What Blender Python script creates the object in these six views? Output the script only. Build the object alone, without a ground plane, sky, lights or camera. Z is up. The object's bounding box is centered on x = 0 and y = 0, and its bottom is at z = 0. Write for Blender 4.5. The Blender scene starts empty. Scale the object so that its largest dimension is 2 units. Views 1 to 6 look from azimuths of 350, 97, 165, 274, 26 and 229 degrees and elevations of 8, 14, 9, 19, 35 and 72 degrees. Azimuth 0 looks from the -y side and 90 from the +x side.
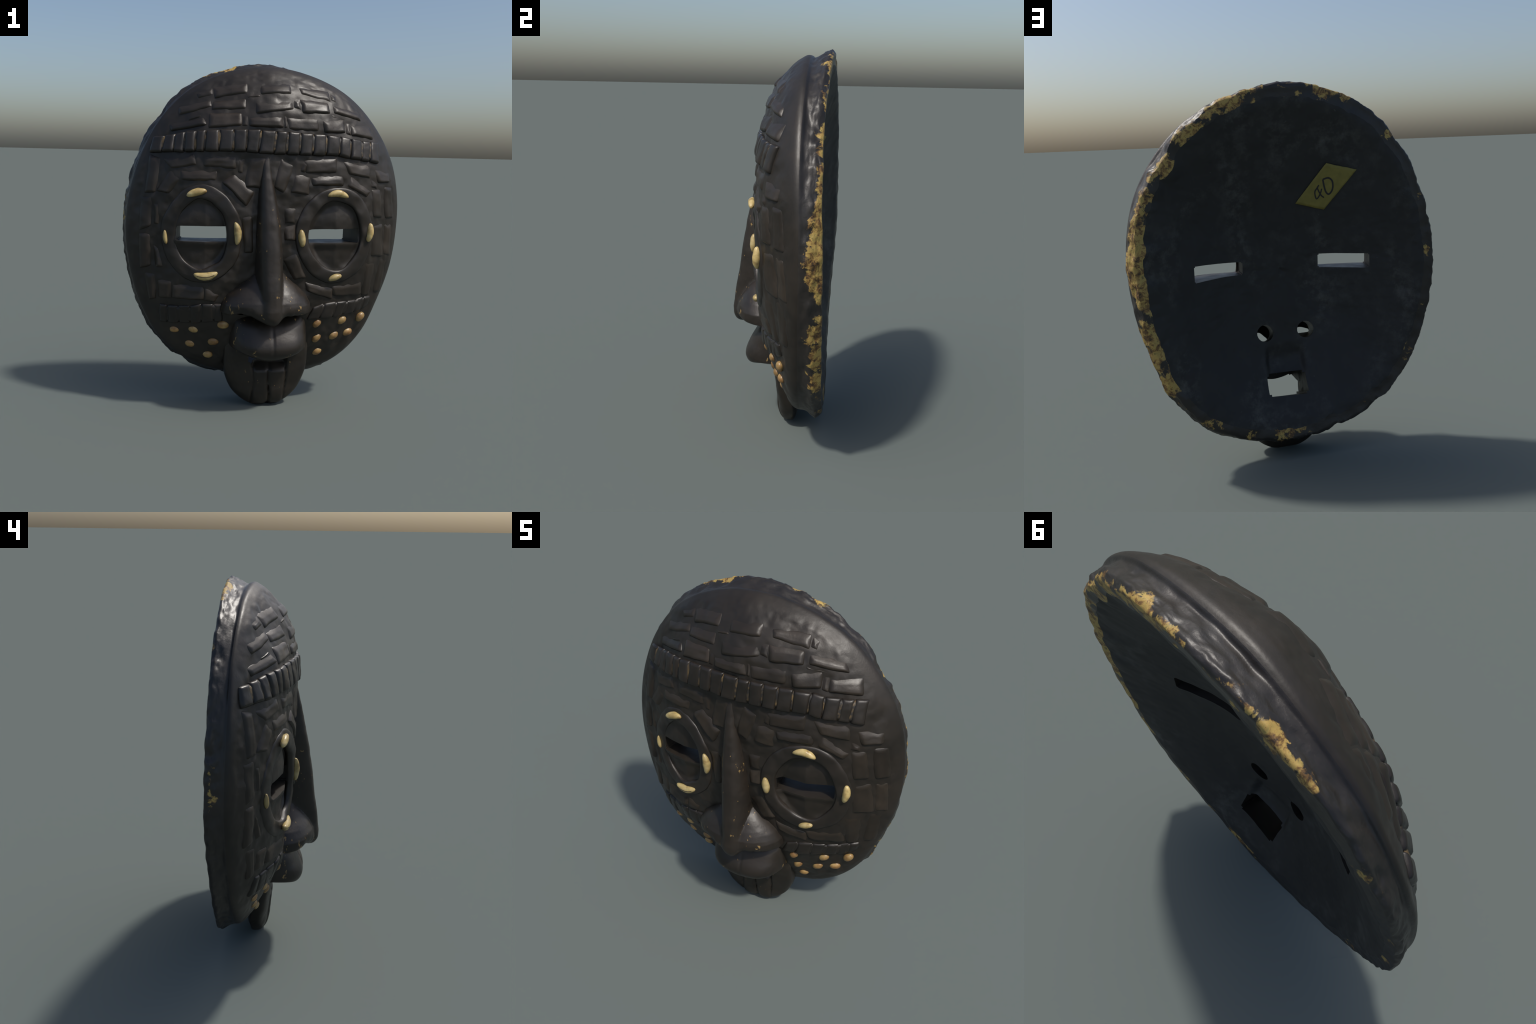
import bpy, bmesh, math, random
import numpy as np
from mathutils import Vector, noise as mnoise

random.seed(40)
CZ = 1.02                      # height of the mask's middle

# ------------------------------------------------------------------ form of the shell
# radius of the back rim, every 15 degrees (0 = +x, 90 = up)
RIM_RADIUS = [.815, .842, .880, .912, .946, .962, .974, .969, .952, .910, .864, .834,
              .822, .826, .854, .890, .908, .904, .908, .918, .923, .890, .838, .817]
# radial sections (fraction of rim radius, y): face centre -> bulge -> groove -> rim -> hollow back.
# The mask is warped: its -x side, above all the upper part, is swept back.
N_FRONT = 12                   # first control points that belong to the face
N_RIM = 5                      # next ones: groove and rim
SECTION = {
    90:  [(0, -.128), (.3, -.132), (.5, -.120), (.62, -.110), (.72, -.094), (.80, -.062), (.86, -.026), (.91, .014),
          (.945, .050), (.965, .080), (.977, .104), (.975, .126),
          (.966, .142), (.975, .165), (.990, .195), (1.0, .222), (.988, .238), (.960, .238), (.90, .234), (.80, .198), (.55, .120), (.30, .060), (0, .03)],
    45:  [(0, -.128), (.3, -.120), (.5, -.104), (.62, -.086), (.72, -.060), (.80, -.030), (.86, -.002), (.91, .032),
          (.945, .062), (.972, .089), (.990, .113), (.994, .134),
          (.982, .150), (.980, .168), (.985, .186), (.986, .206), (.968, .230), (.950, .230), (.90, .220), (.80, .184), (.55, .098), (.30, .048), (0, .03)],
    0:   [(0, -.128), (.3, -.113), (.5, -.080), (.62, -.064), (.72, -.038), (.79, .002), (.85, .040), (.90, .070),
          (.945, .098), (.972, .120), (.990, .138), (.999, .152),
          (1.0, .172), (.998, .188), (.990, .205), (.971, .229), (.950, .252), (.934, .254), (.90, .246), (.80, .212), (.55, .118), (.30, .045), (0, .03)],
    -45: [(0, -.128), (.3, -.108), (.5, -.072), (.62, -.042), (.72, -.006), (.80, .030), (.86, .058), (.90, .078),
          (.935, .096), (.957, .115), (.968, .134), (.970, .150),
          (.970, .166), (.975, .188), (.990, .206), (.992, .222), (.968, .248), (.950, .262), (.90, .254), (.80, .218), (.55, .112), (.30, .045), (0, .03)],
    -90: [(0, -.128), (.3, -.090), (.5, -.070), (.62, -.040), (.72, .000), (.80, .034), (.86, .064), (.90, .086),
          (.925, .104), (.938, .120), (.946, .136), (.950, .150),
          (.955, .166), (.966, .190), (.982, .214), (1.0, .238), (.990, .254), (.965, .250), (.90, .238), (.80, .196), (.55, .095), (.30, .045), (0, .03)],
    -135: [(0, -.128), (.3, -.110), (.5, -.084), (.62, -.058), (.72, -.020), (.80, .020), (.86, .052), (.90, .074),
          (.935, .096), (.960, .116), (.972, .134), (.974, .148),
          (.972, .162), (.977, .180), (.988, .200), (1.0, .220), (.990, .236), (.965, .230), (.90, .222), (.80, .185), (.55, .092), (.30, .035), (0, .025)],
    180: [(0, -.128), (.3, -.108), (.5, -.063), (.62, -.020), (.72, .014), (.79, .042), (.85, .066), (.90, .092),
          (.940, .116), (.965, .136), (.980, .154), (.984, .170),
          (.983, .184), (.987, .200), (.993, .220), (1.0, .242), (.990, .260), (.965, .254), (.90, .248), (.80, .206), (.55, .120), (.30, .045), (0, .03)],
    135: [(0, -.128), (.3, -.112), (.5, -.084), (.62, -.054), (.72, -.020), (.80, .026), (.86, .070), (.91, .100),
          (.940, .120), (.960, .136), (.972, .148), (.974, .160),
          (.967, .170), (.974, .186), (.988, .208), (1.0, .230), (.990, .247), (.965, .246), (.90, .250), (.80, .216), (.55, .130), (.30, .055), (0, .03)],
    112: [(0, -.128), (.3, -.115), (.5, -.104), (.62, -.084), (.72, -.050), (.80, -.006), (.86, .032), (.91, .064),
          (.942, .090), (.962, .112), (.974, .128), (.975, .142),
          (.966, .156), (.974, .176), (.988, .202), (1.0, .226), (.988, .238), (.962, .236), (.90, .244), (.80, .206), (.55, .124), (.30, .058), (0, .03)],
}

def smooth(a, b, x):
    t = np.clip((x - a) / (b - a), 0, 1)
    return t * t * (3 - 2 * t)

def catmull(P, n):
    """dense Catmull-Rom through control rows P (k, d), n samples per span"""
    P = np.asarray(P, float)
    Q = np.vstack([2 * P[0] - P[1], P, 2 * P[-1] - P[-2]])
    out = []
    for i in range(1, len(Q) - 2):
        t = np.linspace(0, 1, n, endpoint=False)[:, None]
        a, b, c, d = Q[i - 1], Q[i], Q[i + 1], Q[i + 2]
        out.append(.5 * (2 * b + (c - a) * t + (2 * a - 5 * b + 4 * c - d) * t ** 2 + (3 * b - a - 3 * c + d) * t ** 3))
    out.append(P[-1][None])
    return np.vstack(out)

def periodic(vals, deg):
    """smooth closed interpolation of values given at even angles"""
    n = len(vals); v = np.asarray(vals, float)
    f = (np.asarray(deg) % 360) / 360 * n
    i = np.floor(f).astype(int); t = f - i
    a, b, c, d = v[(i - 1) % n], v[i % n], v[(i + 1) % n], v[(i + 2) % n]
    return .5 * (2 * b + (c - a) * t + (2 * a - 5 * b + 4 * c - d) * t ** 2 + (3 * b - a - 3 * c + d) * t ** 3)

def rim_radius(deg):
    return periodic(RIM_RADIUS, deg)

def section_at(deg):
    """control section blended between the two neighbouring named ones"""
    keys = sorted(k % 360 for k in SECTION); keys.append(keys[0] + 360)
    d = deg % 360
    get = lambda k: np.array(next(v for q, v in SECTION.items() if (q - k) % 360 == 0))
    for lo, hi in zip(keys[:-1], keys[1:]):
        if lo <= d <= hi:
            t = (d - lo) / (hi - lo); t = .5 * t + .5 * float(smooth(0, 1, t))
            return (1 - t) * get(lo) + t * get(hi)

# tables of the face and of the hollow back over (angle, fraction of radius)
TH = np.arange(0, 360, 1.0)
RHO = np.linspace(0, 1, 401)
FACE_TAB = np.zeros((360, 401)); BACK_TAB = np.zeros((360, 401))
for _i, _d in enumerate(TH):
    _c = catmull(section_at(_d), 24)
    _f = _c[:24 * (N_FRONT - 2) + 1]
    FACE_TAB[_i] = np.interp(RHO, np.maximum.accumulate(_f[:, 0]), _f[:, 1])
    _b = _c[24 * (N_FRONT + N_RIM - 1):][::-1]
    BACK_TAB[_i] = np.interp(RHO, np.maximum.accumulate(_b[:, 0]), _b[:, 1])

def polar_lookup(tab, x, z):
    x = np.asarray(x, float); z = np.asarray(z, float)
    deg = np.degrees(np.arctan2(z - CZ, x)) % 360
    rho = np.clip(np.hypot(x, z - CZ) / rim_radius(deg), 0, 1) * 400
    i = np.floor(deg).astype(int) % 360; t = deg - np.floor(deg)
    j = np.minimum(np.floor(rho).astype(int), 399); s = rho - j
    g = lambda a, b: tab[a, b]
    i2 = (i + 1) % 360
    return (1 - t) * ((1 - s) * g(i, j) + s * g(i, j + 1)) + t * ((1 - s) * g(i2, j) + s * g(i2, j + 1))

def noise3(x, y, z, f, seed=0.0):
    x, y, z = np.broadcast_arrays(x, y, z)
    out = np.empty(x.size)
    for k, (a, b, c) in enumerate(zip(x.ravel(), y.ravel(), z.ravel())):
        out[k] = mnoise.noise((a * f + seed, b * f + seed * 1.7, c * f - seed))
    return out.reshape(x.shape)

EYES = [(-.392, 1.037), (.374, 1.034)]          # middles of the two eye rings

def face_base(x, z):
    return polar_lookup(FACE_TAB, x, z)

def back_y(x, z):
    return polar_lookup(BACK_TAB, x, z)

# ------------------------------------------------------------------ materials
def new_mat(name):
    m = bpy.data.materials.new(name); m.use_nodes = True
    nt = m.node_tree; nt.nodes.clear()
    out = nt.nodes.new('ShaderNodeOutputMaterial'); b = nt.nodes.new('ShaderNodeBsdfPrincipled')
    nt.links.new(b.outputs[0], out.inputs[0])
    co = nt.nodes.new('ShaderNodeTexCoord')
    return m, nt, b, co.outputs['Object']

def N(nt, kind, **kw):
    n = nt.nodes.new(kind)
    for k, v in kw.items():
        if k in n.inputs: n.inputs[k].default_value = v
        else: setattr(n, k, v)
    return n

def tex_noise(nt, co, scale, detail=4, rough=.55, distort=0, squash=None):
    if squash:
        mp = N(nt, 'ShaderNodeMapping'); mp.inputs['Scale'].default_value = squash
        nt.links.new(co, mp.inputs['Vector']); co = mp.outputs[0]
    n = N(nt, 'ShaderNodeTexNoise', Scale=scale, Detail=detail, Roughness=rough, Distortion=distort)
    nt.links.new(co, n.inputs['Vector'])
    return n.outputs['Fac']

def ramp(nt, fac, stops):
    r = nt.nodes.new('ShaderNodeValToRGB'); el = r.color_ramp.elements
    while len(el) < len(stops): el.new(.5)
    for e, (p, c) in zip(el, stops):
        e.position = p; e.color = (*c, 1) if len(c) == 3 else c
    nt.links.new(fac, r.inputs[0])
    return r.outputs[0]

def grey(v): return (v, v, v)

def mix(nt, fac, a, b):
    m = nt.nodes.new('ShaderNodeMix'); m.data_type = 'RGBA'
    for sock, v in ((m.inputs[0], fac), (m.inputs[6], a), (m.inputs[7], b)):
        if hasattr(v, 'links') or isinstance(v, bpy.types.NodeSocket): nt.links.new(v, sock)
        elif isinstance(v, (int, float)): sock.default_value = v
        else: sock.default_value = (*v, 1)
    return m.outputs[2]

def math_n(nt, op, a, b=0.0, c=0.0):
    m = nt.nodes.new('ShaderNodeMath'); m.operation = op
    for s, v in zip(m.inputs, (a, b, c)):
        if isinstance(v, bpy.types.NodeSocket): nt.links.new(v, s)
        else: s.default_value = v
    return m.outputs[0]

def add_bump(nt, b, height, strength, dist):
    bp = N(nt, 'ShaderNodeBump', Strength=strength, Distance=dist)
    nt.links.new(height, bp.inputs['Height']); nt.links.new(bp.outputs[0], b.inputs['Normal'])

OCHRE_STOPS = [(.34, (.030, .019, .011)), (.44, (.17, .090, .026)), (.54, (.42, .28, .075)), (.62, (.34, .25, .070)), (.70, (.10, .075, .022))]

def black_lacquer(name, dark, brown, rough=(.38, .55), worn=0.0, coat=.0):
    """black-brown lacquer with mottled tone and, where worn > 0, ochre flecks of bare ground"""
    m, nt, b, co = new_mat(name)
    tone = ramp(nt, tex_noise(nt, co, 7, 5, .6, .4), [(.32, dark), (.68, brown)])
    if worn:
        fleck = tex_noise(nt, co, 38, 3, .55, .3, (1, 1, .55))
        patch = tex_noise(nt, co, 6, 2, .5)
        f = math_n(nt, 'ADD', fleck, math_n(nt, 'MULTIPLY', patch, .5))
        fac = ramp(nt, f, [(.985 - worn, grey(0)), (1.02 - worn, grey(1))])
        tone = mix(nt, fac, tone, ramp(nt, tex_noise(nt, co, 60, 2), [(.3, (.12, .07, .025)), (.7, (.34, .23, .09))]))
    nt.links.new(tone, b.inputs['Base Color'])
    r = ramp(nt, tex_noise(nt, co, 11, 4, .6), [(.3, grey(rough[0])), (.7, grey(rough[1]))])
    nt.links.new(r, b.inputs['Roughness'])
    b.inputs['Specular IOR Level'].default_value = .44
    b.inputs['Coat Weight'].default_value = coat; b.inputs['Coat Roughness'].default_value = .35
    add_bump(nt, b, tex_noise(nt, co, 45, 5, .6), .25, .004)
    return m

def rim_material():
    """lacquer chipped down to ochre ground: most along the +x edge, in patches elsewhere"""
    m, nt, b, co = new_mat('chipped_rim')
    sep = N(nt, 'ShaderNodeSeparateXYZ'); nt.links.new(co, sep.inputs[0])
    X, Y, Z = sep.outputs
    base = ramp(nt, tex_noise(nt, co, 9, 5, .6), [(.32, (.0145, .0125, .0108)), (.68, (.0265, .0218, .0178))])
    big = tex_noise(nt, co, 4.2, 4, .6, .3)
    edge = tex_noise(nt, co, 20, 5, .7, .4)
    # how near the back edge: 0 at y=.185, 1 at y=.25
    near = math_n(nt, 'MULTIPLY', math_n(nt, 'SUBTRACT', Y, .186), 18.0)
    side = N(nt, 'ShaderNodeMapRange'); side.inputs['From Min'].default_value = -.1; side.inputs['From Max'].default_value = .6
    side.inputs['To Min'].default_value = .0; side.inputs['To Max'].default_value = .24
    nt.links.new(X, side.inputs['Value'])
    patch = tex_noise(nt, co, 8.5, 3, .5)
    f = math_n(nt, 'ADD', math_n(nt, 'MULTIPLY_ADD', big, 1.3, -.15), side.outputs[0])
    f = math_n(nt, 'ADD', f, math_n(nt, 'MULTIPLY_ADD', patch, .7, -.35))
    # the edge is knocked bare most at cheek and temple height
    knock = ramp(nt, math_n(nt, 'MULTIPLY', Z, .5), [(.06, grey(.45)), (.20, grey(.40)), (.27, grey(.75)), (.37, grey(.70)), (.44, grey(.40)), (.52, grey(.72)), (.66, grey(.75)), (.74, grey(.40)), (.88, grey(.60)), (.97, grey(.95))])
    f = math_n(nt, 'ADD', f, math_n(nt, 'MULTIPLY_ADD', knock, .5, -.31))
    f = math_n(nt, 'ADD', f, math_n(nt, 'MULTIPLY_ADD', edge, 1.0, -.225))
    f = math_n(nt, 'ADD', f, math_n(nt, 'MULTIPLY', math_n(nt, 'MINIMUM', near, .8), .40))
    fac = ramp(nt, math_n(nt, 'SUBTRACT', f, .69), [(.56, grey(0)), (.63, grey(1))])
    gold = ramp(nt, tex_noise(nt, co, 30, 5, .7, .5), OCHRE_STOPS)
    nt.links.new(mix(nt, fac, base, gold), b.inputs['Base Color'])
    nt.links.new(ramp(nt, fac, [(0, grey(.42)), (1, grey(.6))]), b.inputs['Roughness'])
    add_bump(nt, b, tex_noise(nt, co, 40, 5, .65), .3, .006)
    return m

def back_material():
    m, nt, b, co = new_mat('matt_black_inside')
    tone = ramp(nt, tex_noise(nt, co, 5, 5, .6), [(.3, (.0105, .0100, .0095)), (.7, (.0165, .0158, .0148))])
    dust = math_n(nt, 'MULTIPLY', ramp(nt, tex_noise(nt, co, 3.2, 3, .5, .5, (1, 1, .6)), [(.46, grey(0)), (.66, grey(1))]),
                  ramp(nt, tex_noise(nt, co, 16, 5, .7), [(.45, grey(0)), (.75, grey(1))]))
    tone = mix(nt, dust, tone, (.075, .074, .066))
    spots = ramp(nt, tex_noise(nt, co, 42, 2, .4), [(.76, grey(0)), (.80, grey(.6))])
    tone = mix(nt, spots, tone, (.05, .05, .048))
    nt.links.new(tone, b.inputs['Base Color'])
    b.inputs['Roughness'].default_value = .62
    add_bump(nt, b, tex_noise(nt, co, 22, 6, .65), .35, .006)
    return m

def shell_material(name, lo, mid, hi):
    m, nt, b, co = new_mat(name)
    t = ramp(nt, tex_noise(nt, co, 16, 4, .6, .6), [(.3, lo), (.5, mid), (.7, hi)])
    info = N(nt, 'ShaderNodeObjectInfo')
    hsv = N(nt, 'ShaderNodeHueSaturation'); nt.links.new(t, hsv.inputs['Color'])
    v = N(nt, 'ShaderNodeMapRange'); nt.links.new(info.outputs['Random'], v.inputs['Value'])
    v.inputs['To Min'].default_value = .8; v.inputs['To Max'].default_value = 1.15
    nt.links.new(v.outputs[0], hsv.inputs['Value'])
    nt.links.new(hsv.outputs[0], b.inputs['Base Color'])
    b.inputs['Roughness'].default_value = .38
    b.inputs['Subsurface Weight'].default_value = .05
    add_bump(nt, b, tex_noise(nt, co, 60, 3), .15, .003)
    return m

def plain(name, col, rough=.7):
    m, nt, b, co = new_mat(name)
    nt.links.new(ramp(nt, tex_noise(nt, co, 30, 4), [(.3, tuple(c * .85 for c in col)), (.7, tuple(min(1, c * 1.1) for c in col))]), b.inputs['Base Color'])
    b.inputs['Roughness'].default_value = rough
    return m

def gap_material():
    """dark joint with worn ochre edges, seen between the band's lugs"""
    m, nt, b, co = new_mat('worn_joint')
    f = ramp(nt, tex_noise(nt, co, 22, 4, .6), [(.48, grey(0)), (.66, grey(1))])
    nt.links.new(mix(nt, f, (.016, .014, .012), (.13, .085, .034)), b.inputs['Base Color'])
    b.inputs['Roughness'].default_value = .6
    return m

def vary_tone(m, lo, hi):
    nt = m.node_tree; b = next(n for n in nt.nodes if n.type == 'BSDF_PRINCIPLED')
    src = b.inputs['Base Color'].links[0].from_socket
    info = N(nt, 'ShaderNodeObjectInfo'); hsv = N(nt, 'ShaderNodeHueSaturation'); mr = N(nt, 'ShaderNodeMapRange')
    mr.inputs['To Min'].default_value = lo; mr.inputs['To Max'].default_value = hi
    nt.links.new(info.outputs['Random'], mr.inputs['Value']); nt.links.new(mr.outputs[0], hsv.inputs['Value'])
    nt.links.new(src, hsv.inputs['Color']); nt.links.new(hsv.outputs[0], b.inputs['Base Color'])

MAT_FACE = black_lacquer('black_lacquer', (.0128, .0104, .0078), (.0230, .0176, .0126))
MAT_TILE = black_lacquer('tile_lacquer', (.0152, .0116, .0080), (.0265, .0194, .0132), (.36, .50), worn=.0)
MAT_RING = black_lacquer('ring_lacquer', (.0132, .0108, .0084), (.0250, .0194, .0146), (.36, .52))
MAT_LUG = black_lacquer('lug_lacquer', (.0125, .0104, .0082), (.0215, .0168, .0128), (.32, .46))
MAT_NOSE = black_lacquer('worn_lacquer', (.0132, .0106, .0082), (.0245, .0186, .0138), (.34, .50), worn=.045)
MAT_CHIN = black_lacquer('chin_lacquer', (.0125, .0102, .0076), (.0235, .0182, .0130), (.38, .52), worn=.05)
vary_tone(MAT_TILE, .78, 1.28)
MAT_RIM = rim_material()
MAT_BACK = back_material()
MAT_COWRIE = shell_material('cowrie', (.20, .125, .045), (.42, .32, .13), (.54, .43, .21))
MAT_STUD = shell_material('tan_shell', (.15, .075, .026), (.29, .175, .062), (.40, .30, .125))
MAT_SLIT = plain('shell_crack', (.03, .022, .012))
MAT_TAPE = plain('yellow_tape', (.20, .165, .035), .75)
MAT_INK = plain('black_ink', (.012, .011, .012), .6)
MAT_GAP = gap_material()

# ------------------------------------------------------------------ object helpers
root = bpy.data.objects.new('mask', None)
bpy.context.collection.objects.link(root)
root['label'] = 'black carved oval face mask with brick relief and inset shells'
root['category'] = 'carved mask'

def make_obj(name, verts, faces, mat, parent=root, smooth_shade=True):
    me = bpy.data.meshes.new(name)
    me.from_pydata([tuple(map(float, v)) for v in verts], [], [tuple(map(int, f)) for f in faces])
    me.materials.append(mat)
    if smooth_shade: me.polygons.foreach_set('use_smooth', [True] * len(me.polygons))
    me.update()
    ob = bpy.data.objects.new(name, me)
    bpy.context.collection.objects.link(ob); ob.parent = parent
    return ob

def grid_faces(nu, nv, closed_u=False, off=0):
    f = []
    for i in range(nu if closed_u else nu - 1):
        for j in range(nv - 1):
            a = i * nv + j; b = ((i + 1) % nu) * nv + j
            f.append((off + a, off + b, off + b + 1, off + a + 1))
    return f

def outward(ob):
    bm = bmesh.new(); bm.from_mesh(ob.data)
    bmesh.ops.recalc_face_normals(bm, faces=bm.faces); bm.to_mesh(ob.data); bm.free()

def sharpen(ob, deg=40):
    me = ob.data
    me.set_sharp_from_angle(angle=math.radians(deg))

def apply_mods(ob):
    dg = bpy.context.evaluated_depsgraph_get()
    me = bpy.data.meshes.new_from_object(ob.evaluated_get(dg))
    old = ob.data; ob.modifiers.clear(); ob.data = me
    bpy.data.meshes.remove(old)

def cut(ob, cutters):
    for c in cutters:
        md = ob.modifiers.new('cut', 'BOOLEAN'); md.operation = 'DIFFERENCE'; md.object = c; md.solver = 'EXACT'
    bpy.context.view_layer.update()
    apply_mods(ob)

# ------------------------------------------------------------------ face relief
def socket_mask(x, z):
    m = np.zeros(np.shape(x)); ys = np.zeros(np.shape(x))
    for cx, cz in EYES:
        q = np.hypot((x - cx) / .165, (z - cz) / .205)
        k = 1 - smooth(.80, 1.08, q)
        s = (-.068 if cx < 0 else -.084) + .28 * np.maximum(np.abs(x) - .37, 0) + .012 * q ** 4 - .008 * np.exp(-((z - cz - .08) / .06) ** 2)
        # the lower lid leans out a little to a ledge at the slit
        s = s - .014 * np.exp(-((z - cz + .045) / .028) ** 2)
        ys = np.where(k > 0, s, ys); m = np.maximum(m, k)
    return m, ys

def lumps(x, b, z):
    return .0060 * noise3(x, b, z, 7.0, 3.1) + .0055 * noise3(x, b, z, 14.0, 8.2)

def relief(x, z):
    """depth added to the smooth face (negative = outward)"""
    b = face_base(x, z)
    m, ys = socket_mask(x, z)
    d = m * (ys - b)
    lump = lumps(x, b, z) + .0036 * noise3(x, b, z, 28.0, 1.2)
    # wrinkled skin of lacquer above the tiles and at the crown
    crown = smooth(1.78, 1.88, z) * (1 - smooth(1.90, 1.96, z))
    lump = lump + crown * .005 * np.abs(noise3(x, b, z, 24.0, 5.5))
    return d + lump * (1 - .6 * m)

def face_y(x, z):
    return face_base(x, z) + relief(np.asarray(x, float), np.asarray(z, float))

def face_normal(x, z, e=.004):
    fx = (face_base(x + e, z) - face_base(x - e, z)) / (2 * e)
    fz = (face_base(x, z + e) - face_base(x, z - e)) / (2 * e)
    n = np.stack([fx, -np.ones_like(fx), fz], -1)
    return n / np.linalg.norm(n, axis=-1, keepdims=True)

# ------------------------------------------------------------------ the shell: face, rim, hollow back
BITES = [(44, 4.0, .020), (36, 2.5, .010), (8, 5.0, -.006), (20, 4, -.004), (-38, 4, -.008), (13, 3.0, .010), (131, 2.2, .008), (151, 2.5, .010), (238, 3.0, .012), (255, 2.0, .010), (62, 3.0, .006)]
def build_shell():
    n_th = 540
    spans = [(0, N_FRONT - 1, 175), (N_FRONT - 1, N_FRONT + N_RIM - 1, 42), (N_FRONT + N_RIM - 1, len(SECTION[0]) - 1, 68)]
    ncol = sum(s[2] for s in spans)
    XY = np.zeros((n_th, ncol + 1, 2)); deg = np.arange(n_th) * 360 / n_th
    dens = 24
    for i, d in enumerate(deg):
        c = catmull(section_at(d), dens)
        row = []
        for a, b, n in spans:
            seg = c[a * dens:b * dens + 1]
            s = np.r_[0, np.cumsum(np.hypot(*np.diff(seg, axis=0).T))]
            t = np.linspace(0, s[-1], n + 1)[:-1]
            row.append(np.stack([np.interp(t, s, seg[:, 0]), np.interp(t, s, seg[:, 1])], 1))
        row.append(c[-1:])
        XY[i] = np.vstack(row)
    R = rim_radius(deg)[:, None]
    th = np.radians(deg)[:, None]
    r = XY[..., 0] * R; y = XY[..., 1].copy()
    x = r * np.cos(th); z = CZ + r * np.sin(th)
    nf, nr, nb = (s[2] for s in spans)
    # face relief fades into the groove
    fade = 1 - smooth(.93, .975, XY[:, :nf, 0])
    y[:, :nf] += relief(x[:, :nf], z[:, :nf]) * fade
    # chipped, scalloped rim
    k = np.arange(nf, nf + nr)
    k = np.arange(nf, nf + nr + 16)
    t = (k - nf) / nr
    w = smooth(0, .75, t) ** 1.3 * (1 - smooth(1.08, 1.36, t))     # strongest on the back edge
    X, Z = x[:, k], z[:, k]
    chip = -np.abs(noise3(X, y[:, k] * .6, Z, 9, 2.2)) * .014 - np.abs(noise3(X, y[:, k] * .7, Z, 19, 6.1)) * .009 - np.abs(noise3(X, y[:, k], Z, 47, 3.1)) * .006 + .007
    ridge = noise3(X, y[:, k], Z, 14, 9.4) * .005
    wall = smooth(0, .25, t) * (1 - smooth(.55, .95, t))
    dr = chip * w[None] + ridge * w[None] * .6 + wall[None] * (.008 * noise3(X, y[:, k], Z, 6, 5.2) + .006 * noise3(X, y[:, k] * 2, Z, 17, 1.9))
    # larger bites out of the edge, (angle, half width, depth)
    for a0, aw, dep in BITES:
        dd = (deg[:, None] - a0 + 180) % 360 - 180
        dr = dr - dep * np.exp(-(dd / aw) ** 4) * w[None]
    x[:, k] += dr * np.cos(th); z[:, k] += dr * np.sin(th)
    y[:, k] += noise3(X, Z, Z, 12, 4.4) * .005 * w[None] ** 2
    # hollow back: adze marks
    k = np.arange(nf + nr, ncol + 1)
    X, Z = x[:, k], z[:, k]
    kb = smooth(0, 6, k - k[0])[None]
    y[:, k] -= .022 * np.exp(-((X + .02) / .19) ** 4 - ((Z - .50) / .20) ** 4)      # hollowed behind nose and mouth
    y[:, k] -= .030 * (1 - smooth(.085, .12, np.abs(X + .01))) * smooth(.40, .46, Z) * (1 - smooth(.50, .61, Z))
    y[:, k] += kb * (.0045 * noise3(X, Z, Z * .4, 8, 7.7) + .002 * noise3(X, Z, Z, 26, 2.7))
    # vertices: rows share the two poles
    y0, y1 = y[:, 0].mean(), y[:, -1].mean()
    body = np.stack([x[:, 1:-1], y[:, 1:-1], z[:, 1:-1]], -1)
    m = ncol - 1
    verts = np.vstack([body.reshape(-1, 3), [[0, y0, CZ], [0, y1, CZ]]])
    faces = []; region = []
    fid = np.arange(n_th * m).reshape(n_th, m)
    P0, P1 = n_th * m, n_th * m + 1
    ecx = [e for e in EYES]
    for i in range(n_th):
        a, b = fid[i], fid[(i + 1) % n_th]
        faces.append((P0, a[0], b[0])); region.append(0)
        for j in range(m - 1):
            faces.append((a[j], a[j + 1], b[j + 1], b[j]))
            g = 0 if j < nf - 1 else (1 if j < nf + nr + 3 else 2)
            if g == 0:
                px, pz = body[i, j, 0], body[i, j, 2]
                for cx, cz in ecx:
                    if ((px - cx) / .165) ** 2 + ((pz - cz) / .205) ** 2 < 1: g = 3 if pz > cz else 4
            region.append(g)
        faces.append((a[-1], P1, b[-1])); region.append(2)
    me = bpy.data.meshes.new('shell')
    me.from_pydata(verts.tolist(), [], [tuple(map(int, f)) for f in faces])
    for mt in (MAT_FACE, MAT_RIM, MAT_BACK, MAT_FACE, MAT_FACE): me.materials.append(mt)
    me.polygons.foreach_set('material_index', region)
    ob = bpy.data.objects.new('shell', me); bpy.context.collection.objects.link(ob)
    outward(ob)
    return ob

def hexahedron(name, back, front):
    """cutter: back and front quads of (x, y, z)"""
    v = list(back) + list(front)
    ob = make_obj(name, v, [(0, 1, 2, 3), (7, 6, 5, 4), (0, 4, 5, 1), (1, 5, 6, 2), (2, 6, 7, 3), (3, 7, 4, 0)], MAT_FACE, None, False)
    outward(ob); ob.hide_render = True
    return ob

def rough_box(ob, bev, amp):
    bm = bmesh.new(); bm.from_mesh(ob.data)
    bmesh.ops.bevel(bm, geom=bm.edges[:], offset=bev, segments=2, affect='EDGES')
    bm.to_mesh(ob.data); bm.free()
    return ob

def slit_cutter(front, back):
    (fx0, fx1, fz0, fz1), (bx0, bx1, bz0a, bz0b, bz1a, bz1b) = front, back
    return rough_box(hexahedron('cutter',
        [(bx0, .17, bz0a), (bx1, .17, bz0b), (bx1, .17, bz1b), (bx0, .17, bz1a)],
        [(fx0, -.22, fz0), (fx1, -.22, fz0), (fx1, -.22, fz1), (fx0, -.22, fz1)]), .006, 0)

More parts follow.
